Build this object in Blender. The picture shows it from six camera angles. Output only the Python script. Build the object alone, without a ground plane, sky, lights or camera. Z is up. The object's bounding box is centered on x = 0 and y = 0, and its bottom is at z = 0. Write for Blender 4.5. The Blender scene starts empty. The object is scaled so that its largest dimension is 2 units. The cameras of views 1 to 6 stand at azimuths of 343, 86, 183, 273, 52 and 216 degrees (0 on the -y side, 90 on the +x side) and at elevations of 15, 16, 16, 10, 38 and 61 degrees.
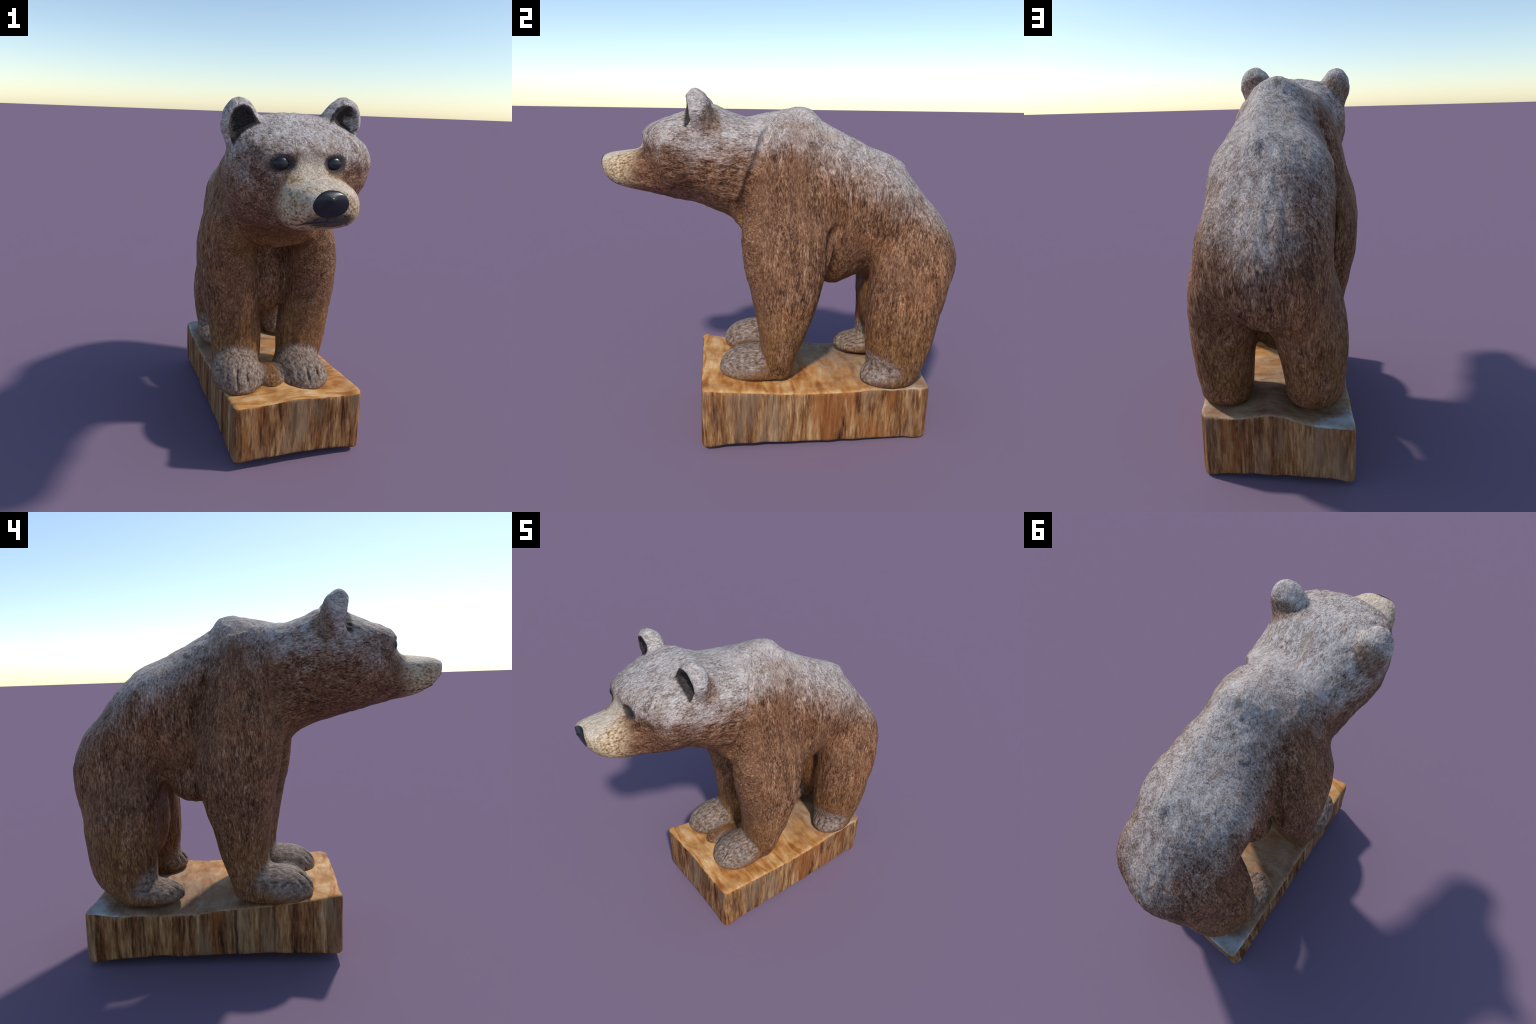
"""Carved wooden bear standing on a rough-sawn block.

The bear's body is modelled as a signed distance field: lofts through
cross-sections (torso, neck, muzzle along y; limbs along z) and ellipsoids,
blended with smooth unions.  The zero level is meshed with surface nets and the
surface is then split by anatomical region.
"""
import bpy, math
import numpy as np
from mathutils import Vector

RES = 0.006
f32 = np.float32

# ------------------------------------------------------------------ helpers
def pchip(xs, ys, t):
    """monotone cubic interpolation, constant outside the range"""
    xs = np.asarray(xs, float); ys = np.asarray(ys, float)
    h = np.diff(xs); d = np.diff(ys) / h
    m = np.zeros_like(ys)
    m[1:-1] = np.where(d[:-1] * d[1:] > 0, 2 * d[:-1] * d[1:] / np.where(np.abs(d[:-1] + d[1:]) < 1e-12, 1, d[:-1] + d[1:]), 0)
    m[0], m[-1] = d[0], d[-1]
    t = np.clip(t, xs[0], xs[-1])
    i = np.clip(np.searchsorted(xs, t) - 1, 0, len(xs) - 2)
    s = (t - xs[i]) / h[i]
    return ((1 + 2 * s) * (1 - s) ** 2 * ys[i] + s * (1 - s) ** 2 * h[i] * m[i]
            + s * s * (3 - 2 * s) * ys[i + 1] + s * s * (s - 1) * h[i] * m[i + 1])


def smin(a, b, k):
    h = np.maximum(k - np.abs(a - b), 0) / k
    return np.minimum(a, b) - h * h * (k * 0.25)


def smax(a, b, k):
    return -smin(-a, -b, k)


def value_noise(p, scale, seed):
    """smooth lattice noise in -1..1 at points p (n,3); scale may be a vector"""
    q = p * np.asarray(scale, float) + seed * 17.31
    i = np.floor(q).astype(np.int64); fr = q - i
    fr = fr * fr * (3 - 2 * fr)
    out = np.zeros(len(p))
    for c in range(8):
        o = np.array([c & 1, c >> 1 & 1, c >> 2 & 1])
        n = (i + o)
        hsh = (n[:, 0] * 73856093 ^ n[:, 1] * 19349663 ^ n[:, 2] * 83492791 ^ seed * 2654435) & 0x7fffffff
        hsh = (hsh * 1103515245 + 12345) & 0x7fffffff
        hsh = (hsh ^ hsh >> 13) * 60493 & 0x7fffffff
        v = (hsh & 0xffff) / 32767.5 - 1
        w = np.prod(np.where(o, fr, 1 - fr), axis=1)
        out += v * w
    return out


class Field:
    """distance samples on a regular grid"""
    def __init__(self, lo, hi, res):
        self.lo = np.array(lo, float); self.res = res
        self.n = np.ceil((np.array(hi) - lo) / res).astype(int) + 1
        self.ax = [(self.lo[k] + res * np.arange(self.n[k])).astype(f32) for k in range(3)]
        self.X = self.ax[0][:, None, None]; self.Y = self.ax[1][None, :, None]; self.Z = self.ax[2][None, None, :]

    def normalised(self, f, axis):
        """value over slope; the slope along the loft's axis is capped so that tips stay well behaved"""
        g = np.gradient(f, f32(self.res))
        flat = sum(a * a for k, a in enumerate(g) if k != axis)
        g2 = flat + np.minimum(g[axis] ** 2, flat * f32(2.0))
        return (f / np.sqrt(np.maximum(g2, 1e-3))).astype(f32)

    def loft_y(self, rows, n=2.2, ntop=None, lean=0.0, crest=0.0):
        """rows: y, x_left, x_right, z_bottom, z_widest, z_top; lean shears the lower half in x (head only), crest the upper half (back only)"""
        r = np.array(rows, float); r = r[np.argsort(r[:, 0])]
        y = self.ax[1].astype(float)
        xl, xr, zb, zm, zt = [pchip(r[:, 0], r[:, k], y).astype(f32)[None, :, None] for k in range(1, 6)]
        w = np.maximum((xr - xl) / 2, 0.004); cx = (xl + xr) / 2
        dz = self.Z - zm
        if lean:
            cx = cx + f32(lean) * np.minimum(dz, 0) * np.clip((-0.36 - self.Y) / 0.12, 0, 1)
        if crest:
            cx = cx + f32(crest) * np.clip(dz, 0, 0.45) * np.clip((self.Y - 0.02) / 0.12, 0, 1) * np.clip((0.85 - self.Y) / 0.2, 0, 1)
        h = np.where(dz > 0, np.maximum(zt - zm, 0.004), np.maximum(zm - zb, 0.004))
        e = np.where(dz > 0, f32(ntop or n), f32(n))
        f = (np.abs((self.X - cx) / w) ** e + np.abs(dz / h) ** e) ** (1 / e) - 1
        d = self.normalised(f, 1)
        out = np.maximum(r[0, 0] - self.Y, self.Y - r[-1, 0])
        return np.maximum(d, out)

    def loft_z(self, rows, n=2.2, skew=0.0):
        """rows: z, x_left, x_right, y_front, y_back; skew shears the section in x along y"""
        r = np.array(rows, float); r = r[np.argsort(r[:, 0])]
        z = self.ax[2].astype(float)
        xl, xr, yf, yb = [pchip(r[:, 0], r[:, k], z).astype(f32)[None, None, :] for k in range(1, 5)]
        w = np.maximum((xr - xl) / 2, 0.004); v = np.maximum((yb - yf) / 2, 0.004)
        dy = self.Y - (yf + yb) / 2
        lean = f32(skew) * np.clip((1.25 - self.Z) / 0.4, 0, 1)
        dx = self.X - (xl + xr) / 2 - lean * np.clip(dy, -v, v)
        f = (np.abs(dx / w) ** f32(n) + np.abs(dy / v) ** f32(n)) ** f32(1 / n) - 1
        d = self.normalised(f, 2)
        out = np.maximum(r[0, 0] - self.Z, self.Z - r[-1, 0])
        return np.maximum(d, out)

    def ellipsoid(self, c, radii, rot=(0, 0, 0)):
        """radii along the local axes; rot = degrees about x, y, z applied in that order"""
        rx, ry, rz = [math.radians(a) for a in rot]
        cx, sx, cy, sy, cz, sz = math.cos(rx), math.sin(rx), math.cos(ry), math.sin(ry), math.cos(rz), math.sin(rz)
        Rx = np.array([[1, 0, 0], [0, cx, -sx], [0, sx, cx]]); Ry = np.array([[cy, 0, sy], [0, 1, 0], [-sy, 0, cy]])
        Rz = np.array([[cz, -sz, 0], [sz, cz, 0], [0, 0, 1]])
        R = (Rz @ Ry @ Rx).astype(f32)
        dx, dy, dz = self.X - f32(c[0]), self.Y - f32(c[1]), self.Z - f32(c[2])
        k0 = 0; k1 = 0
        for k in range(3):
            l = (dx * R[0, k] + dy * R[1, k] + dz * R[2, k]) / f32(radii[k])
            k0 = k0 + l * l; k1 = k1 + (l / f32(radii[k])) ** 2
        k0 = np.sqrt(k0); k1 = np.sqrt(k1)
        return (k0 * (k0 - 1) / np.maximum(k1, 1e-4)).astype(f32)

    def capsule(self, a, b, ra, rb):
        a = np.array(a, float); b = np.array(b, float); ab = b - a
        dx, dy, dz = self.X - f32(a[0]), self.Y - f32(a[1]), self.Z - f32(a[2])
        t = np.clip((dx * f32(ab[0]) + dy * f32(ab[1]) + dz * f32(ab[2])) / f32(ab @ ab), 0, 1)
        return (np.sqrt((dx - t * f32(ab[0])) ** 2 + (dy - t * f32(ab[1])) ** 2 + (dz - t * f32(ab[2])) ** 2) - (ra + t * f32(rb - ra))).astype(f32)

    def sample(self, F, p):
        q = (p - self.lo) / self.res
        i = np.clip(np.floor(q).astype(int), 0, self.n - 2); fr = q - i
        out = 0
        for c in range(8):
            o = np.array([c & 1, c >> 1 & 1, c >> 2 & 1])
            j = i + o
            out = out + F[j[:, 0], j[:, 1], j[:, 2]] * np.prod(np.where(o, fr, 1 - fr), axis=1)
        return out

    def grad(self, F, p, h=None):
        h = h or self.res
        g = np.stack([self.sample(F, p + h * e) - self.sample(F, p - h * e) for e in np.eye(3)], 1)
        return g / np.maximum(np.linalg.norm(g, axis=1, keepdims=True), 1e-9)

    def surface(self, F):
        """naive surface nets: vertices (n,3) and quads (m,4)"""
        s = F < 0
        cell = np.zeros(tuple(self.n - 1), np.int8)
        for c in range(8):
            cell += s[c & 1: self.n[0] - 1 + (c & 1), (c >> 1 & 1): self.n[1] - 1 + (c >> 1 & 1), (c >> 2 & 1): self.n[2] - 1 + (c >> 2 & 1)]
        act = (cell > 0) & (cell < 8)
        idx = np.full(act.shape, -1, np.int64)
        ijk = np.argwhere(act); idx[act] = np.arange(len(ijk))
        acc = np.zeros((len(ijk), 3)); cnt = np.zeros(len(ijk))
        for axis in range(3):
            for u in (0, 1):
                for v in (0, 1):
                    o = [0, 0, 0]; a1, a2 = [k for k in range(3) if k != axis]
                    o[a1] = u; o[a2] = v
                    p0 = ijk + o; p1 = p0.copy(); p1[:, axis] += 1
                    f0 = F[p0[:, 0], p0[:, 1], p0[:, 2]]; f1 = F[p1[:, 0], p1[:, 1], p1[:, 2]]
                    m = (f0 < 0) != (f1 < 0)
                    t = np.where(m, f0 / np.where(m, f0 - f1, 1), 0)
                    pt = p0.astype(float); pt[:, axis] += t
                    acc[m] += pt[m]; cnt[m] += 1
        verts = self.lo + self.res * acc / cnt[:, None]
        quads = []
        for axis in range(3):
            a1, a2 = (axis + 1) % 3, (axis + 2) % 3
            sl0 = [slice(None)] * 3; sl1 = [slice(None)] * 3
            sl0[axis] = slice(0, -1); sl1[axis] = slice(1, None)
            m = s[tuple(sl0)] != s[tuple(sl1)]
            e = np.argwhere(m)
            e = e[(e[:, a1] > 0) & (e[:, a2] > 0) & (e[:, a1] < self.n[a1] - 1) & (e[:, a2] < self.n[a2] - 1)]
            inside = s[e[:, 0], e[:, 1], e[:, 2]]
            corners = []
            for du, dv in ((-1, -1), (0, -1), (0, 0), (-1, 0)):
                c = e.copy(); c[:, a1] += du; c[:, a2] += dv
                corners.append(idx[c[:, 0], c[:, 1], c[:, 2]])
            q = np.stack(corners, 1)
            q[~inside] = q[~inside][:, ::-1]
            quads.append(q)
        quads = np.concatenate(quads)
        quads = quads[(quads >= 0).all(1)]
        return verts, quads


# ------------------------------------------------------------------ the bear
G = Field((-0.50, -1.06, 0.26), (0.52, 1.06, 1.96), RES)

# torso: barrel with a shoulder hump and a sharp back ridge
torso = G.loft_y([
    # y     xl     xr    zbot  zmid  ztop
    (-0.20, -0.16, 0.14, 1.25, 1.42, 1.70),
    (-0.12, -0.24, 0.22, 1.20, 1.42, 1.77),
    (0.00, -0.27, 0.25, 1.06, 1.39, 1.805),
    (0.07, -0.268, 0.26, 0.97, 1.38, 1.825),
    (0.14, -0.265, 0.265, 0.89, 1.37, 1.812),
    (0.20, -0.266, 0.275, 0.86, 1.40, 1.748),
    (0.30, -0.270, 0.298, 0.838, 1.39, 1.69),
    (0.36, -0.272, 0.304, 0.862, 1.38, 1.658),
    (0.45, -0.270, 0.300, 0.895, 1.41, 1.615),
    (0.58, -0.268, 0.298, 0.81, 1.36, 1.560),
    (0.68, -0.262, 0.294, 0.76, 1.25, 1.485),
    (0.80, -0.235, 0.272, 0.77, 1.12, 1.352),
    (0.90, -0.188, 0.23, 0.78, 1.05, 1.235),
    (0.96, -0.12, 0.185, 0.80, 1.01, 1.145),
    (0.995, -0.02, 0.10, 0.90, 0.99, 1.06),
], n=1.95, ntop=1.68, crest=0.03)

neck = G.loft_y([
    (0.10, -0.18, 0.16, 1.27, 1.48, 1.775),
    (-0.05, -0.285, 0.21, 1.17, 1.48, 1.775),
    (-0.20, -0.330, 0.235, 1.14, 1.50, 1.770),
    (-0.25, -0.343, 0.235, 1.190, 1.51, 1.780),
    (-0.30, -0.354, 0.230, 1.225, 1.53, 1.797),
    (-0.38, -0.377, 0.235, 1.258, 1.57, 1.830),
    (-0.46, -0.385, 0.237, 1.285, 1.60, 1.824),
    (-0.55, -0.375, 0.248, 1.308, 1.61, 1.790),
    (-0.62, -0.352, 0.236, 1.328, 1.61, 1.763),
    (-0.68, -0.315, 0.182, 1.36, 1.615, 1.740),
    (-0.728, -0.275, 0.100, 1.41, 1.63, 1.715),
    (-0.765, -0.20, -0.01, 1.50, 1.645, 1.685),
], n=2.05, ntop=2.6, lean=0.13)

MUZZLE = [
    (-0.55, -0.255, 0.08, 1.35, 1.47, 1.62),
    (-0.70, -0.262, 0.090, 1.355, 1.47, 1.61),
    (-0.80, -0.250, 0.078, 1.37, 1.47, 1.590),
    (-0.88, -0.235, 0.060, 1.39, 1.475, 1.580),
    (-0.94, -0.215, 0.030, 1.42, 1.49, 1.570),
    (-0.975, -0.192, -0.006, 1.455, 1.51, 1.558),
    (-0.990, -0.168, -0.048, 1.485, 1.52, 1.545),
    (-0.998, -0.130, -0.090, 1.514, 1.526, 1.534),
    (-1.0015, -0.114, -0.106, 1.523, 1.526, 1.529),
]
muzzle = G.loft_y(MUZZLE, n=2.7, ntop=2.4)

# forelimbs: shoulder blade to wrist
forelimb_a = G.loft_z([   # +x side
    (1.76, 0.05, 0.13, -0.02, 0.10),
    (1.67, 0.05, 0.205, -0.10, 0.155),
    (1.55, 0.05, 0.245, -0.145, 0.22),
    (1.40, 0.05, 0.275, -0.19, 0.262),
    (1.28, 0.05, 0.305, -0.22, 0.275),
    (1.15, 0.07, 0.350, -0.235, 0.262),
    (1.00, 0.085, 0.375, -0.222, 0.225),
    (0.85, 0.085, 0.378, -0.185, 0.190),
    (0.70, 0.06, 0.365, -0.152, 0.152),
    (0.55, 0.04, 0.342, -0.130, 0.102),
    (0.45, 0.04, 0.320, -0.125, 0.068),
    (0.36, 0.06, 0.285, -0.11, 0.05),
], n=2.15, skew=0.12)
forelimb_b = G.loft_z([   # -x side
    (1.70, -0.20, -0.08, -0.02, 0.09),
    (1.60, -0.285, -0.06, -0.10, 0.135),
    (1.49, -0.330, -0.06, -0.15, 0.195),
    (1.36, -0.362, -0.06, -0.18, 0.228),
    (1.23, -0.400, -0.07, -0.19, 0.253),
    (1.10, -0.418, -0.10, -0.175, 0.268),
    (0.95, -0.408, -0.10, -0.148, 0.252),
    (0.82, -0.385, -0.085, -0.128, 0.218),
    (0.70, -0.362, -0.07, -0.110, 0.186),
    (0.57, -0.340, -0.055, -0.098, 0.158),
    (0.45, -0.335, -0.06, -0.105, 0.120),
    (0.36, -0.32, -0.10, -0.09, 0.09),
], n=2.0, skew=-0.22)
hindlimb_a = G.loft_z([
    (1.42, 0.13, 0.15, 0.66, 0.68),
    (1.34, 0.12, 0.185, 0.64, 0.72),
    (1.25, 0.08, 0.278, 0.575, 0.80),
    (1.15, 0.06, 0.330, 0.53, 0.88),
    (1.00, 0.06, 0.362, 0.482, 0.912),
    (0.87, 0.075, 0.387, 0.470, 0.887),
    (0.75, 0.075, 0.396, 0.462, 0.855),
    (0.62, 0.108, 0.391, 0.462, 0.834),
    (0.50, 0.118, 0.381, 0.472, 0.808),
    (0.40, 0.125, 0.366, 0.49, 0.775),
    (0.31, 0.14, 0.335, 0.51, 0.71),
], n=2.6, skew=0.05)
hindlimb_b = G.loft_z([
    (1.40, -0.07, -0.05, 0.66, 0.68),
    (1.30, -0.14, -0.03, 0.63, 0.72),
    (1.18, -0.205, 0.05, 0.56, 0.85),
    (1.03, -0.245, 0.05, 0.505, 0.905),
    (0.90, -0.285, 0.04, 0.485, 0.93),
    (0.77, -0.313, 0.03, 0.495, 0.925),
    (0.65, -0.324, 0.00, 0.505, 0.92),
    (0.50, -0.318, -0.03, 0.51, 0.902),
    (0.40, -0.305, -0.04, 0.52, 0.86),
    (0.31, -0.275, -0.08, 0.54, 0.74),
], n=1.85, skew=0.16)
groin = G.ellipsoid((-0.005, 0.565, 0.74), (0.14, 0.09, 0.21))


def paw(D, c, half, yaw, grooves=4):
    """flattened dome with toes parted by shallow grooves at its front"""
    cx, cy, z0 = c
    d = D.ellipsoid((cx, cy, z0 + half[2] * 0.42), half, (0, 0, yaw))
    d = smax(d, (z0 - D.Z) + 0 * D.X + 0 * D.Y, 0.05)
    a = math.radians(yaw)
    for k in range(grooves):
        s = (k - (grooves - 1) / 2) / (grooves / 2)
        off = s * half[0] * 0.8
        reach = half[1] * (1.0 - 0.25 * s * s)
        p0 = (cx + math.cos(a) * off * 0.8 + math.sin(a) * reach * 0.45, cy + math.sin(a) * off * 0.8 - math.cos(a) * reach * 0.45, z0 + half[2] * 1.48)
        p1 = (cx + math.cos(a) * off * 1.05 + math.sin(a) * reach * 1.06, cy + math.sin(a) * off * 1.05 - math.cos(a) * reach * 1.06, z0 + half[2] * 0.45)
        d = smax(d, -D.capsule(p0, p1, 0.001, 0.005), 0.018)
    return d


PAWS = [  # sole centre, half sizes, yaw
    ((0.145, -0.160, 0.330), (0.150, 0.200, 0.122), 6),
    ((-0.222, -0.120, 0.330), (0.143, 0.208, 0.128), -4),
    ((0.265, 0.595, 0.320), (0.122, 0.160, 0.104), 8),
    ((-0.195, 0.565, 0.310), (0.128, 0.195, 0.084), -4),
]
foot_fa, foot_fb, foot_ha, foot_hb = [paw(G, *p) for p in PAWS]


def ear(c, radii, roll, yaw):
    """cupped round ear facing forward"""
    c = np.array(c)
    d = G.ellipsoid(c, radii, (8, roll, yaw))
    a = math.radians(yaw)
    hollow = G.ellipsoid(c + np.array([math.sin(a) * 0.085, -math.cos(a) * 0.085, -0.012]), (radii[0] * 0.78, 0.072, radii[2] * 0.83), (8, roll, yaw))
    return smax(d, -hollow, 0.015)


EARS = [  # centre, radii, roll, yaw
    ((0.150, -0.452, 1.785), (0.098, 0.074, 0.122), 14, 6),
    ((-0.323, -0.444, 1.770), (0.088, 0.074, 0.122), -10, 0),
]
ear_a, ear_b = [ear(*e) for e in EARS]

parts = {}
hd = smin(neck, muzzle, 0.05)
# eye sockets under the brow
for ex in (-0.222, 0.005):
    hd = smax(hd, -G.ellipsoid((ex, -0.778, 1.634), (0.044, 0.042, 0.038)), 0.03)
head_all = smin(hd, ear_a, 0.03)
head_all = smin(head_all, ear_b, 0.03)

spine = G.capsule((0.068, 0.16, 1.724), (0.080, 0.615, 1.514), 0.004, 0.006)
belly_fold = G.ellipsoid((-0.09, 0.30, 0.935), (0.13, 0.13, 0.095))
throat = G.ellipsoid((0.10, -0.165, 1.26), (0.12, 0.09, 0.10))
body = smin(smin(torso, spine, 0.10), smin(belly_fold, throat, 0.02), 0.05)
fold = (0.012 + 0.078 * np.clip((G.Y - 0.55) / 0.25, 0, 1)).astype(f32)   # crisp thigh fold in front, soft rump behind
body = smin(body, hindlimb_a, fold)
body = smin(body, groin, 0.05)
body = smin(body, hindlimb_b, np.maximum(fold, 0.06))
body = smin(body, head_all, 0.06)
body = smin(body, forelimb_a, 0.016)
ledge = (0.05 - 0.03 * np.clip((G.Y - 0.05) / 0.1, 0, 1)).astype(f32)
body = smin(body, forelimb_b, ledge)
brisket = G.ellipsoid((-0.02, 0.03, 0.90), (0.13, 0.10, 0.20))   # wood left standing between the forelegs
body = smin(body, brisket, 0.03)
web = G.ellipsoid((-0.045, -0.175, 0.37), (0.085, 0.13, 0.065))   # uncarved wood between the fore paws
for ft in (web, foot_fa, foot_fb, foot_ha, foot_hb):
    body = smin(body, ft, 0.03)



def groove(F, pts, radius, k, steps=24):
    """cuts a soft furrow along a path laid on the surface"""
    pts = np.array(pts, float)
    t = np.linspace(0, 1, len(pts)); q = np.linspace(0, 1, steps)
    p = np.stack([pchip(t, pts[:, c], q) for c in range(3)], 1)
    for _ in range(14):
        p = p - 0.6 * G.grad(F, p) * G.sample(F, p)[:, None]
    size = radius * np.clip(np.minimum(q, 1 - q) * 5, 0.12, 1)          # tapers out at both ends
    for a, b, ra, rb in zip(p[:-1], p[1:], size[:-1], size[1:]):
        lo = np.floor((np.minimum(a, b) - 0.09 - G.lo) / RES).astype(int).clip(0); hi = np.ceil((np.maximum(a, b) + 0.09 - G.lo) / RES).astype(int)
        sl = tuple(slice(l, h) for l, h in zip(lo, hi))
        sub = Field.__new__(Field); sub.X, sub.Y, sub.Z = G.X[sl[0]], G.Y[:, sl[1]], G.Z[:, :, sl[2]]
        F[sl] = smax(F[sl], -sub.capsule(a, b, ra, rb), k)
    return F


# folds: behind the shoulders, between neck and shoulder
body = groove(body, [(0.20, 0.165, 1.66), (0.28, 0.220, 1.55), (0.30, 0.252, 1.45), (0.32, 0.275, 1.33), (0.32, 0.266, 1.20), (0.32, 0.250, 1.09), (0.30, 0.218, 0.96)], 0.026, 0.018)
body = groove(body, [(-0.22, 0.135, 1.60), (-0.27, 0.205, 1.49), (-0.28, 0.238, 1.37), (-0.28, 0.268, 1.24), (-0.28, 0.278, 1.10), (-0.26, 0.255, 0.95)], 0.018, 0.016)
body = groove(body, [(0.13, -0.075, 1.74), (0.17, -0.10, 1.69), (0.19, -0.14, 1.60), (0.20, -0.178, 1.49), (0.20, -0.210, 1.39), (0.18, -0.242, 1.27), (0.16, -0.255, 1.20)], 0.024, 0.018)
verts, quads = G.surface(body)
for _ in range(3):
    n = G.grad(body, verts)
    verts = verts - 0.7 * n * G.sample(body, verts)[:, None]
nrm = G.grad(body, verts, RES * 1.2)
# knife and weather marks: shallow relief running with the coat
along_y = np.clip((-0.05 - verts[:, 1]) / 0.3, 0, 1)
slope = np.array([[1, 0, 0], [0, 0.82, 0.57], [0, -0.57, 0.82]])
rump = np.clip((verts[:, 1] - 0.30) / 0.25, 0, 1) * np.clip((verts[:, 2] - 0.55) / 0.2, 0, 1)
calm = np.clip((verts[:, 2] - 0.45) / 0.1, 0.25, 1) * np.clip((verts[:, 1] + 0.86) / 0.15, 0.1, 1)
combed = value_noise(verts, (38, 38, 8), 3) + 0.5 * value_noise(verts, (60, 60, 14), 7)
swept = value_noise(verts @ slope.T, (30, 30, 6), 6) + 0.5 * value_noise(verts @ slope.T, (55, 55, 12), 9)
pebbled = value_noise(verts, (42, 24, 42), 4)
relief = ((combed * (1 - rump) + swept * rump * 1.25) * (1 - along_y) + pebbled * along_y) * 0.0032 * calm
relief += value_noise(verts, (9, 9, 6), 5) * 0.003
verts = verts + nrm * relief[:, None]

fields = [hd, torso, forelimb_a, forelimb_b, hindlimb_a, hindlimb_b, foot_fa, foot_fb, foot_ha, foot_hb, ear_a, ear_b]
centre = verts[quads].mean(1)
dist = np.stack([G.sample(F, centre) for F in fields], 1)
own = dist.argmin(1)
# the neck is the rear part of the head loft, parted behind the ears
own[(own == 0) & (centre[:, 1] > -0.34 + 0.35 * (centre[:, 2] - 1.5))] = len(fields)
names = ["head", "torso", "forelimb", "forelimb", "hindlimb", "hindlimb", "foot", "foot", "foot", "foot", "ear", "ear", "neck"]


# ------------------------------------------------------------------ materials
class Nodes:
    def __init__(self, name):
        self.m = bpy.data.materials.new(name); self.m.use_nodes = True
        self.t = self.m.node_tree; self.b = self.t.nodes["Principled BSDF"]
        self.tc = self.t.nodes.new("ShaderNodeTexCoord")

    def new(self, kind, **kw):
        n = self.t.nodes.new(kind)
        for k, v in kw.items():
            setattr(n, k, v)
        return n

    def put(self, sock, v):
        if hasattr(v, "is_linked") or hasattr(v, "links"):
            self.t.links.new(v, sock)
        else:
            sock.default_value = v

    def mapping(self, scale=(1, 1, 1), loc=(0, 0, 0), rot=(0, 0, 0), src=None):
        n = self.new("ShaderNodeMapping")
        self.t.links.new(src or self.tc.outputs["Object"], n.inputs["Vector"])
        n.inputs["Scale"].default_value = scale; n.inputs["Location"].default_value = loc
        n.inputs["Rotation"].default_value = [math.radians(a) for a in rot]
        return n.outputs[0]

    def noise(self, vec, scale, detail=4, rough=0.55, dist=0.0):
        n = self.new("ShaderNodeTexNoise")
        self.t.links.new(vec, n.inputs["Vector"])
        n.inputs["Scale"].default_value = scale; n.inputs["Detail"].default_value = detail
        n.inputs["Roughness"].default_value = rough; n.inputs["Distortion"].default_value = dist
        return n.outputs["Fac"]

    def math(self, op, a, b=0.0, c=None, clamp=False):
        n = self.new("ShaderNodeMath", operation=op, use_clamp=clamp)
        self.put(n.inputs[0], a); self.put(n.inputs[1], b)
        if c is not None:
            self.put(n.inputs[2], c)
        return n.outputs[0]

    def ramp(self, fac, stops):
        n = self.new("ShaderNodeValToRGB")
        e = n.color_ramp.elements
        while len(e) < len(stops):
            e.new(0.5)
        for k, (p, c) in enumerate(stops):
            e[k].position = p; e[k].color = (*c, 1) if len(c) == 3 else c
        self.t.links.new(fac, n.inputs[0])
        return n.outputs[0]

    def step(self, fac, a, b):
        n = self.new("ShaderNodeMapRange", interpolation_type="SMOOTHSTEP")
        self.put(n.inputs[0], fac); n.inputs[1].default_value = a; n.inputs[2].default_value = b
        return n.outputs[0]

    def mix(self, fac, a, b, blend="MIX"):
        n = self.new("ShaderNodeMix", data_type="RGBA", blend_type=blend)
        self.put(n.inputs[0], fac)
        for s, v in ((n.inputs[6], a), (n.inputs[7], b)):
            self.put(s, (*v, 1) if isinstance(v, tuple) and len(v) == 3 else v)
        return n.outputs[2]

    def mixf(self, fac, a, b):
        n = self.new("ShaderNodeMix", data_type="FLOAT")
        self.put(n.inputs[0], fac); self.put(n.inputs[2], a); self.put(n.inputs[3], b)
        return n.outputs[0]

    def xyz(self, src=None):
        n = self.new("ShaderNodeSeparateXYZ")
        self.t.links.new(src or self.tc.outputs["Object"], n.inputs[0])
        return n.outputs

    def bump(self, h, strength, distance):
        n = self.new("ShaderNodeBump")
        n.inputs["Strength"].default_value = strength; n.inputs["Distance"].default_value = distance
        self.t.links.new(h, n.inputs["Height"])
        self.t.links.new(n.outputs[0], self.b.inputs["Normal"])

    def finish(self, colour, rough=0.75, spec=0.3):
        self.put(self.b.inputs["Base Color"], (*colour, 1) if isinstance(colour, tuple) else colour)
        self.put(self.b.inputs["Roughness"], rough)
        self.b.inputs["Specular IOR Level"].default_value = spec
        return self.m


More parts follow.
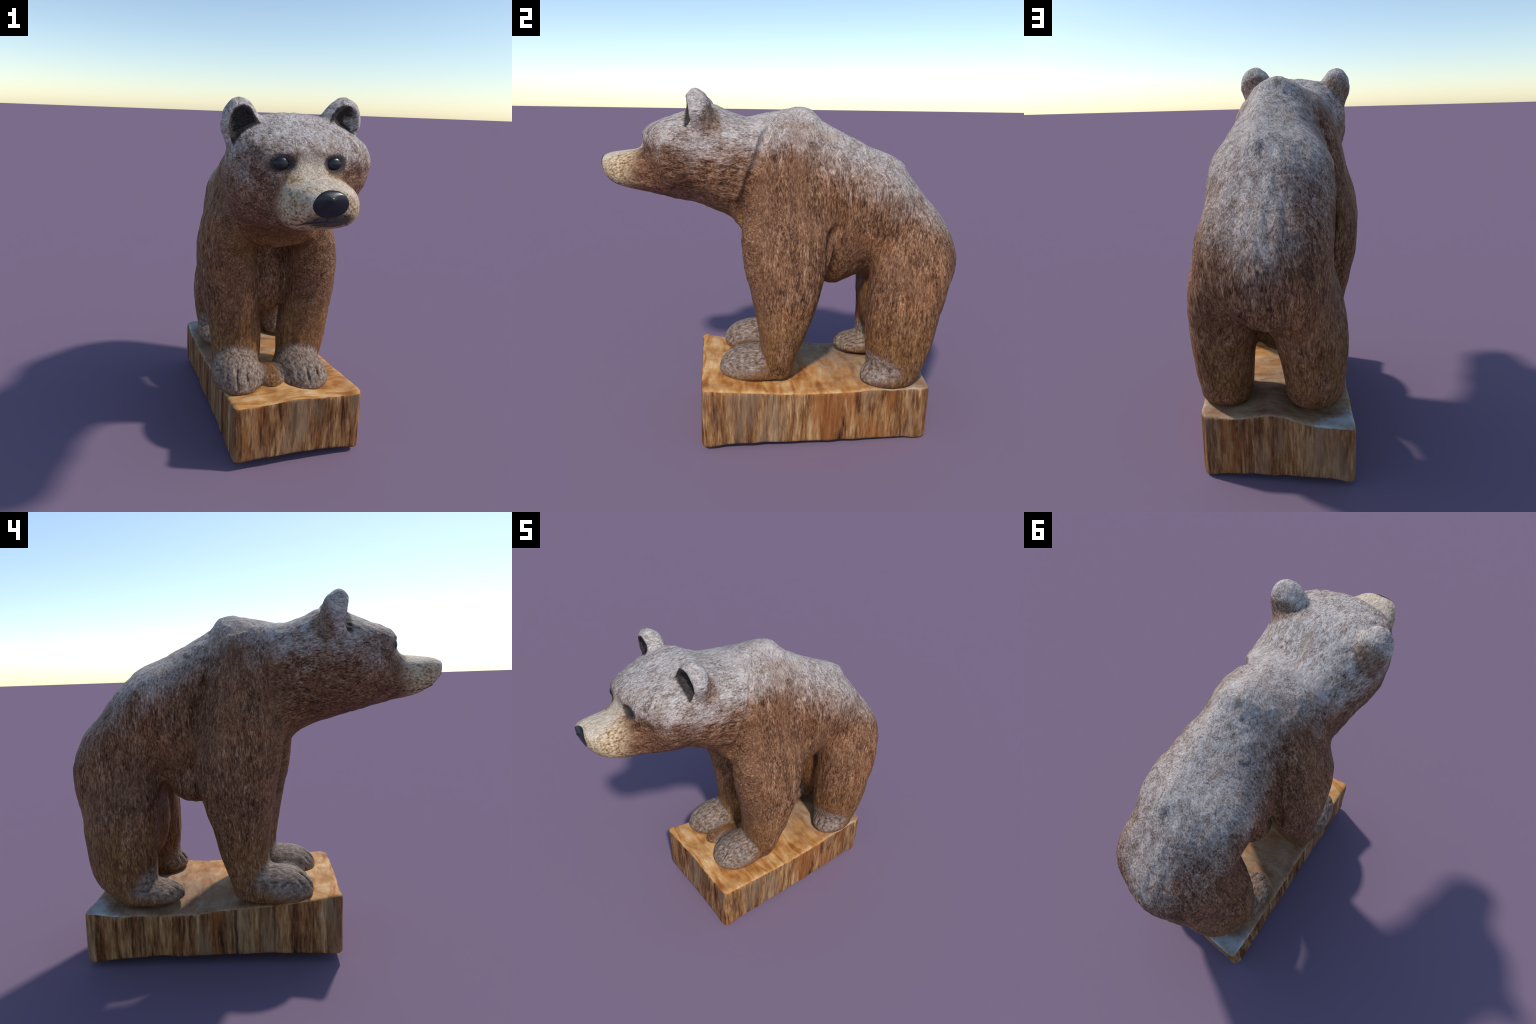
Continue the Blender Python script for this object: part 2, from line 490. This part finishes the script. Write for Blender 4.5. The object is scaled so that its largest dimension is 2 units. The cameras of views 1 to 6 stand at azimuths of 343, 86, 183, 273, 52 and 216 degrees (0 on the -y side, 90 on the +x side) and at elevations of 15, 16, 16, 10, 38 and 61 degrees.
def coat_material():
    N = Nodes("weathered_carved_coat")
    x, y, z = N.xyz()
    # hair direction: along the head and neck, sloping over the back and rump, down the limbs
    v_leg = N.mapping((1, 1, 0.27)); v_head = N.mapping((1, 0.42, 1)); v_back = N.mapping((1, 1, 0.26), rot=(-38, 0, 0))
    head_mask = N.step(y, -0.05, -0.22)
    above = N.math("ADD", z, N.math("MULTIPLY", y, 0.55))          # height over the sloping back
    back_mask = N.math("MULTIPLY", N.step(above, 1.15, 1.45), N.step(y, -0.05, 0.15))

    def hair(scale, detail, rough, dist):
        a = N.noise(v_leg, scale, detail, rough, dist); b = N.noise(v_head, scale, detail, rough, dist); c = N.noise(v_back, scale, detail, rough, dist)
        return N.mixf(head_mask, N.mixf(back_mask, a, c), b)
    strand = hair(115, 4, 0.7, 0.8)
    lock = hair(24, 4, 0.6, 0.8)
    broad = N.noise(N.tc.outputs["Object"], 3.4, 3, 0.55)
    mottle = N.noise(N.tc.outputs["Object"], 11, 4, 0.6)

    def blob(c, radii, soft=0.35, rough=0.25):
        """1 inside an ellipsoidal patch, ragged edge"""
        m = N.mapping([1 / q for q in radii], [-a / q for a, q in zip(c, radii)])
        d = N.new("ShaderNodeVectorMath", operation="LENGTH"); N.t.links.new(m, d.inputs[0])
        e = N.math("ADD", d.outputs["Value"], N.math("MULTIPLY", N.math("SUBTRACT", strand, 0.5), rough))
        return N.step(e, 1 + soft / 2, 1 - soft / 2)

    def either(*ms):
        out = ms[0]
        for m in ms[1:]:
            out = N.math("MAXIMUM", out, m)
        return out

    both = N.math("ADD", N.math("MULTIPLY", strand, 0.72), N.math("MULTIPLY", lock, 0.28))
    brown = N.ramp(both, [(0.36, (0.024, 0.009, 0.005)), (0.45, (0.115, 0.048, 0.022)), (0.52, (0.225, 0.107, 0.052)), (0.59, (0.365, 0.198, 0.108)), (0.68, (0.56, 0.365, 0.235))])
    tint = N.ramp(broad, [(0.35, (0.84, 0.80, 0.82)), (0.55, (1.0, 1.0, 1.0)), (0.7, (1.22, 1.08, 0.94))])
    brown = N.mix(0.9, brown, tint, "MULTIPLY")
    # oiled, more orange tone low on the limbs, on belly, throat and rump
    orange_brown = N.ramp(both, [(0.33, (0.050, 0.018, 0.006)), (0.47, (0.17, 0.072, 0.022)), (0.58, (0.30, 0.145, 0.052)), (0.70, (0.42, 0.25, 0.11))])
    low = N.math("MULTIPLY", N.step(z, 0.86, 0.62), N.step(mottle, 0.30, 0.56))
    throat = blob((-0.06, -0.30, 1.17), (0.26, 0.26, 0.17), 0.6, 0.5)
    belly = blob((0.02, 0.38, 0.80), (0.22, 0.35, 0.16), 0.6, 0.5)
    coat = N.mix(N.math("MULTIPLY", either(low, throat, belly), 0.8), brown, orange_brown)
    # bleached saddle from brow to rump: lighter grey tone, ragged into the brown
    pale_grey = N.ramp(both, [(0.36, (0.17, 0.13, 0.11)), (0.45, (0.36, 0.305, 0.275)), (0.53, (0.53, 0.475, 0.44)), (0.64, (0.70, 0.65, 0.62))])
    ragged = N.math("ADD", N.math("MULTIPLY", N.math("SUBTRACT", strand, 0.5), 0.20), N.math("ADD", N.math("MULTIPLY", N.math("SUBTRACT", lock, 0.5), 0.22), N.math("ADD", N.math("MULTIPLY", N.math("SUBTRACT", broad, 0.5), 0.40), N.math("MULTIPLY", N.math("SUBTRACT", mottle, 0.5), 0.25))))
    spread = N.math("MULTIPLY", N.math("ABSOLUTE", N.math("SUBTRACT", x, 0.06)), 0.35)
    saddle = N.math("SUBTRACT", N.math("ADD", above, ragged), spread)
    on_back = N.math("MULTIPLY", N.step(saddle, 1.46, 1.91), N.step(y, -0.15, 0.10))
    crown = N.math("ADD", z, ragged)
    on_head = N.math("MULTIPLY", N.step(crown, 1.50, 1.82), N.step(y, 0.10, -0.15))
    worn = N.math("ADD", on_back, on_head, clamp=True)  # mask of the pale grey tone on back and head
    coat = N.mix(N.math("MULTIPLY", worn, 0.92), coat, pale_grey)
    # stained streaks in the saddle
    streak = N.math("MULTIPLY", worn, N.step(N.noise(N.mapping((1, 0.3, 0.3)), 17, 3, 0.6, 0.4), 0.56, 0.68))
    coat = N.mix(N.math("MULTIPLY", streak, 0.45), coat, (0.33, 0.22, 0.14))
    # worn pale paws with dark flecks
    fleck = N.ramp(N.noise(N.mapping((1, 0.45, 0.7)), 80, 4, 0.65), [(0.34, (0.05, 0.032, 0.024)), (0.46, (0.19, 0.14, 0.11)), (0.58, (0.33, 0.27, 0.235)), (0.7, (0.48, 0.43, 0.395))])
    paws = either(*[blob((c[0], c[1] - 0.05, c[2] + 0.10), (h[0] * 1.05, h[1] * 1.0, 0.115), 0.3, 0.45) for c, h, a in PAWS])
    coat = N.mix(N.math("MULTIPLY", paws, 0.72), coat, fleck)
    # pale muzzle with brown freckles
    freckle = N.ramp(N.noise(N.mapping((1, 0.6, 1)), 95, 3, 0.6), [(0.36, (0.19, 0.09, 0.035)), (0.45, (0.41, 0.26, 0.13)), (0.58, (0.60, 0.455, 0.29)), (0.7, (0.70, 0.60, 0.46))])
    pale = N.ramp(strand, [(0.35, (0.42, 0.30, 0.20)), (0.5, (0.62, 0.50, 0.375)), (0.65, (0.78, 0.69, 0.59))])
    freckle = N.mix(N.step(N.math("ADD", z, ragged), 1.50, 1.58), freckle, pale)
    muzz = blob((-0.10, -0.93, 1.50), (0.22, 0.185, 0.19), 0.45, 0.6)
    bridge = blob((-0.108, -0.82, 1.60), (0.085, 0.12, 0.08), 0.6, 0.35)
    coat = N.mix(either(muzz, N.math("MULTIPLY", bridge, 0.8)), coat, freckle)
    # dark chin below the nose
    chin = blob((-0.09, -0.965, 1.43), (0.10, 0.06, 0.045), 0.5, 0.5)
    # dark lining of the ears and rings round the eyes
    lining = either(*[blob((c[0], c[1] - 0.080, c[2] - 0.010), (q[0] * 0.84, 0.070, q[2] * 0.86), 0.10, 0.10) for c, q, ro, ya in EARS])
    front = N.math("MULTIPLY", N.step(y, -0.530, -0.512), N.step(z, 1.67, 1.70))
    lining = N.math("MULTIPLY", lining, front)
    rings = either(*[blob((ex, -0.745, 1.634), (0.056, 0.05, 0.042), 0.35, 0.4) for ex in (-0.222, 0.005)])
    coat = N.mix(N.math("MULTIPLY", chin, 0.85), coat, (0.035, 0.028, 0.026))
    coat = N.mix(N.math("MULTIPLY", rings, 0.85), coat, (0.045, 0.036, 0.036))
    earback = N.ramp(both, [(0.36, (0.045, 0.018, 0.009)), (0.5, (0.17, 0.085, 0.042)), (0.64, (0.36, 0.22, 0.13))])
    backs = either(*[blob((c[0], c[1] + 0.05, c[2] - 0.035), (q[0] * 1.1, 0.065, q[2] * 0.85), 0.35, 0.4) for c, q, ro, ya in EARS])
    coat = N.mix(N.math("MULTIPLY", backs, 0.75), coat, earback)
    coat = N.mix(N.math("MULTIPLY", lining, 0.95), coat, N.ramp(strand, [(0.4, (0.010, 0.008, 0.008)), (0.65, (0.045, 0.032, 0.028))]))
    N.bump(N.math("ADD", N.math("MULTIPLY", strand, 0.6), N.math("MULTIPLY", lock, 0.5)), 0.75, 0.012)
    return N.finish(coat, N.mixf(worn, 0.58, 0.75), 0.2)


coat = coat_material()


def plain(name, c, r=0.4):
    N = Nodes(name)
    return N.finish(N.ramp(N.noise(N.tc.outputs["Object"], 40, 3), [(0.3, tuple(a * 0.7 for a in c)), (0.7, c)]), r, 0.5)


def base_material():
    N = Nodes("sawn_timber")
    x, y, z = N.xyz()
    g = N.new("ShaderNodeNewGeometry")
    nx, ny, nz = N.xyz(g.outputs["Normal"])
    side_v = N.mapping((1, 1, 0.10))
    fine = N.noise(N.mapping((1, 1, 0.14)), 90, 4, 0.65, 0.3)
    streak = N.noise(side_v, 22, 4, 0.6, 0.5)
    plank = N.noise(N.mapping((1, 1, 0.25)), 7, 3, 0.5, 0.3)
    mott = N.noise(N.tc.outputs["Object"], 9, 4, 0.6)
    both = N.math("ADD", N.math("MULTIPLY", streak, 0.6), N.math("MULTIPLY", fine, 0.4))
    side = N.ramp(both, [(0.36, (0.035, 0.010, 0.003)), (0.44, (0.13, 0.048, 0.014)), (0.51, (0.25, 0.112, 0.040)), (0.58, (0.38, 0.205, 0.085)), (0.68, (0.54, 0.37, 0.20))])
    side = N.mix(N.math("MULTIPLY", N.step(plank, 0.50, 0.68), 0.6), side, (0.25, 0.165, 0.10))
    side = N.mix(N.math("MULTIPLY", N.step(plank, 0.46, 0.34), 0.55), side, (0.30, 0.095, 0.022))
    # rust-brown runs and pale weathering near the rim
    run = N.math("MULTIPLY", N.step(N.noise(side_v, 34, 2, 0.5), 0.60, 0.68), N.step(z, 0.10, 0.28))
    side = N.mix(N.math("MULTIPLY", run, 0.6), side, (0.075, 0.026, 0.010))
    # one deep check in the block's flank
    crack = N.math("MULTIPLY", N.step(N.math("ABSOLUTE", N.math("ADD", N.math("SUBTRACT", y, 0.085), N.math("MULTIPLY", N.math("SUBTRACT", mott, 0.5), 0.03))), 0.013, 0.004), N.step(x, -0.2, -0.3))
    side = N.mix(N.math("MULTIPLY", crack, 0.85), side, (0.020, 0.010, 0.006))
    # chisel-combed top: orange, turning greyer towards the rear
    comb = N.noise(N.mapping((0.35, 1, 1), rot=(0, 0, 12)), 17, 3, 0.5, 0.8)
    cut = N.ramp(N.math("ADD", N.math("MULTIPLY", comb, 0.6), N.math("MULTIPLY", mott, 0.4)), [(0.36, (0.30, 0.098, 0.020)), (0.46, (0.48, 0.205, 0.055)), (0.55, (0.60, 0.31, 0.11)), (0.67, (0.72, 0.49, 0.26))])
    grey = N.ramp(N.math("ADD", N.math("MULTIPLY", fine, 0.5), N.math("MULTIPLY", mott, 0.5)), [(0.36, (0.11, 0.08, 0.06)), (0.5, (0.22, 0.17, 0.135)), (0.64, (0.36, 0.29, 0.235))])
    reach = N.math("ADD", N.math("MULTIPLY", y, 0.8), N.math("MULTIPLY", x, -0.75))
    reach = N.math("ADD", reach, N.math("MULTIPLY", N.math("SUBTRACT", mott, 0.5), 0.5))
    top = N.mix(N.math("MULTIPLY", N.step(reach, -0.05, 0.35), 0.6), cut, grey)
    corner = N.math("ADD", N.math("SUBTRACT", y, x), N.math("MULTIPLY", N.math("SUBTRACT", mott, 0.5), 0.25))
    top = N.mix(N.math("MULTIPLY", N.step(corner, 1.00, 1.08), 0.85), top, N.ramp(mott, [(0.35, (0.30, 0.24, 0.17)), (0.6, (0.52, 0.52, 0.50))]))
    c = N.mix(N.step(nz, 0.45, 0.75), side, top)
    hgt = N.mixf(N.step(nz, 0.45, 0.75), both, comb)
    N.bump(hgt, 0.5, 0.012)
    return N.finish(c, 0.66, 0.22)


# ------------------------------------------------------------------ objects
scene = bpy.context.scene


def add_mesh(name, v, f, mat, parent=None, normals=None):
    me = bpy.data.meshes.new(name)
    me.from_pydata(v.tolist(), [], f.tolist())
    me.materials.append(mat)
    me.polygons.foreach_set("use_smooth", np.ones(len(me.polygons), bool))
    if normals is not None:
        me.normals_split_custom_set_from_vertices(normals.tolist())
    me.update()
    ob = bpy.data.objects.new(name, me)
    scene.collection.objects.link(ob)
    ob.parent = parent
    return ob


def vertex_normals(v, q):
    fn = np.cross(v[q[:, 2]] - v[q[:, 0]], v[q[:, 3]] - v[q[:, 1]])
    vn = np.zeros_like(v)
    for k in range(4):
        for c in range(3):
            vn[:, c] += np.bincount(q[:, k], fn[:, c], len(v))
    return vn / np.maximum(np.linalg.norm(vn, axis=1, keepdims=True), 1e-12)


root = bpy.data.objects.new("carved_bear", None)
scene.collection.objects.link(root)
root["label"] = "weathered brown carved wooden bear standing on a timber block"
root["category"] = "bear sculpture"

body_normals = vertex_normals(verts, quads)
for k, nm in enumerate(names):
    sel = quads[own == k]
    if not len(sel):
        continue
    used = np.unique(sel)
    remap = np.zeros(len(verts), np.int64); remap[used] = np.arange(len(used))
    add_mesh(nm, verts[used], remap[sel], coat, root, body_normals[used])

# ------------------------------------------------------------------ base block
B = Field((-0.50, -0.58, -0.03), (0.52, 1.00, 0.46), RES)
sx_l = pchip([-0.5, -0.45, 0.2, 0.87, 0.9], [-0.322, -0.322, -0.333, -0.35, -0.35], B.ax[1]).astype(f32)[None, :, None]
sx_r = pchip([-0.5, -0.45, 0.2, 0.82, 0.9], [0.413, 0.413, 0.394, 0.355, 0.348], B.ax[1]).astype(f32)[None, :, None]
yf = -0.476 + 0.022 * (B.X + 0.3) / 0.7
yb = 0.893 + (B.X + 0.35) / 0.7 * (0.818 - 0.893)
rim_l = pchip([-0.45, -0.34, -0.08, 0.14, 0.36, 0.66, 0.88], [0.376, 0.355, 0.328, 0.308, 0.285, 0.285, 0.305], B.ax[1]).astype(f32)[None, :, None]
rim_r = pchip([-0.45, -0.22, 0.13, 0.34, 0.48, 0.80], [0.368, 0.353, 0.33, 0.328, 0.335, 0.322], B.ax[1]).astype(f32)[None, :, None]
across = np.clip((B.X + 0.33) / 0.72, 0, 1)
ztop = rim_l + (rim_r - rim_l) * across + (0.015 + 0.022 * np.clip((B.Y - 0.45) / 0.2, 0, 1)) * np.exp(-((B.X - 0.02) / 0.12) ** 2)
along = np.clip((B.Y + 0.46) / 1.30, 0, 1)
zbot = (0.042 - 0.014 * along) + across * (-0.015 - 0.018 * along) + 0.026 * (1 - np.abs((B.X - 0.02) / 0.37) ** 4 * np.abs((B.Y - 0.19) / 0.66) ** 4) - 0.012
block = smax(smax(sx_l - B.X, B.X - sx_r, 0.05), smax(yf - B.Y, B.Y - yb, 0.03), 0.045)
block = smax(block, smax(B.Z - ztop, zbot - B.Z, 0.03), 0.022).astype(f32)
# carved seats around the soles
for c, half, yaw in PAWS:
    seat = B.ellipsoid((c[0], c[1] + 0.02, c[2] + 0.06), (half[0] + 0.010, half[1] + 0.012, 0.066), (0, 0, yaw))
    block = smax(block, -seat, 0.025).astype(f32)
block = smin(block, B.ellipsoid((-0.04, -0.19, 0.35), (0.09, 0.11, 0.05)), 0.05).astype(f32)
bv, bq = B.surface(block)
for _ in range(3):
    bv = bv - 0.7 * B.grad(block, bv) * B.sample(block, bv)[:, None]
bn = B.grad(block, bv)
bv = bv + bn * (value_noise(bv, (14, 14, 4), 8) * 0.005)[:, None]
timber = base_material()
add_mesh("base", bv, bq, timber, root, vertex_normals(bv, bq))

# ------------------------------------------------------------------ eyes, nose
def ball(name, c, radii, mat, seg=48):
    th = np.linspace(0, math.pi, seg // 2 + 1); ph = np.linspace(0, 2 * math.pi, seg, endpoint=False)
    v = [(c[0] + radii[0] * math.sin(t) * math.cos(p), c[1] + radii[1] * math.sin(t) * math.sin(p), c[2] + radii[2] * math.cos(t)) for t in th for p in ph]
    q = [(i * seg + j, (i + 1) * seg + j, (i + 1) * seg + (j + 1) % seg, i * seg + (j + 1) % seg) for i in range(seg // 2) for j in range(seg)]
    return add_mesh(name, np.array(v), np.array(q), mat, root)


black = plain("painted_black", (0.010, 0.012, 0.018), 0.32)
for ex in (-0.222, 0.005):
    ball("eye", (ex, -0.728, 1.633), (0.040, 0.027, 0.032), black)
# nose pad: a thin skin over the tip of the muzzle
C = Field((-0.21, -1.02, 1.42), (-0.01, -0.90, 1.60), 0.0028)
pad = smax(C.loft_y(MUZZLE, n=2.7, ntop=2.4) - f32(0.003), C.ellipsoid((-0.107, -0.985, 1.507), (0.074, 0.052, 0.056), (-14, 0, 0)), 0.008)
nv, nq = C.surface(pad)
for _ in range(2):
    nv = nv - 0.7 * C.grad(pad, nv) * C.sample(pad, nv)[:, None]
add_mesh("nose", nv, nq, black, root, vertex_normals(nv, nq))

# mouth line: a thin dark groove strip laid along the jaw
path = []
for t in np.linspace(0, 1, 41):
    side = 1 if t > 0.5 else -1
    u = abs(2 * t - 1)
    path.append((-0.10 + side * 0.17 * u ** 0.5, -0.99 + 0.20 * u ** 1.4, 1.425 - 0.062 * min(1, u * 2.2) + 0.02 * u))
path = np.array(path)
for _ in range(12):
    path = path - 0.8 * G.grad(body, path) * G.sample(body, path)[:, None]
ring = 8
mv = []; mq = []
for i, p in enumerate(path):
    t = path[min(i + 1, len(path) - 1)] - path[max(i - 1, 0)]; t /= np.linalg.norm(t)
    a = np.cross(t, (0, 0, 1)); a /= np.linalg.norm(a); b = np.cross(t, a)
    w = 0.0032 * math.sin(math.pi * (0.06 + 0.88 * i / (len(path) - 1))) ** 0.5
    for k in range(ring):
        mv.append(p + w * (a * math.cos(2 * math.pi * k / ring) + b * math.sin(2 * math.pi * k / ring)))
for i in range(len(path) - 1):
    for k in range(ring):
        mq.append((i * ring + k, i * ring + (k + 1) % ring, (i + 1) * ring + (k + 1) % ring, (i + 1) * ring + k))
add_mesh("mouth", np.array(mv), np.array(mq), black, root)
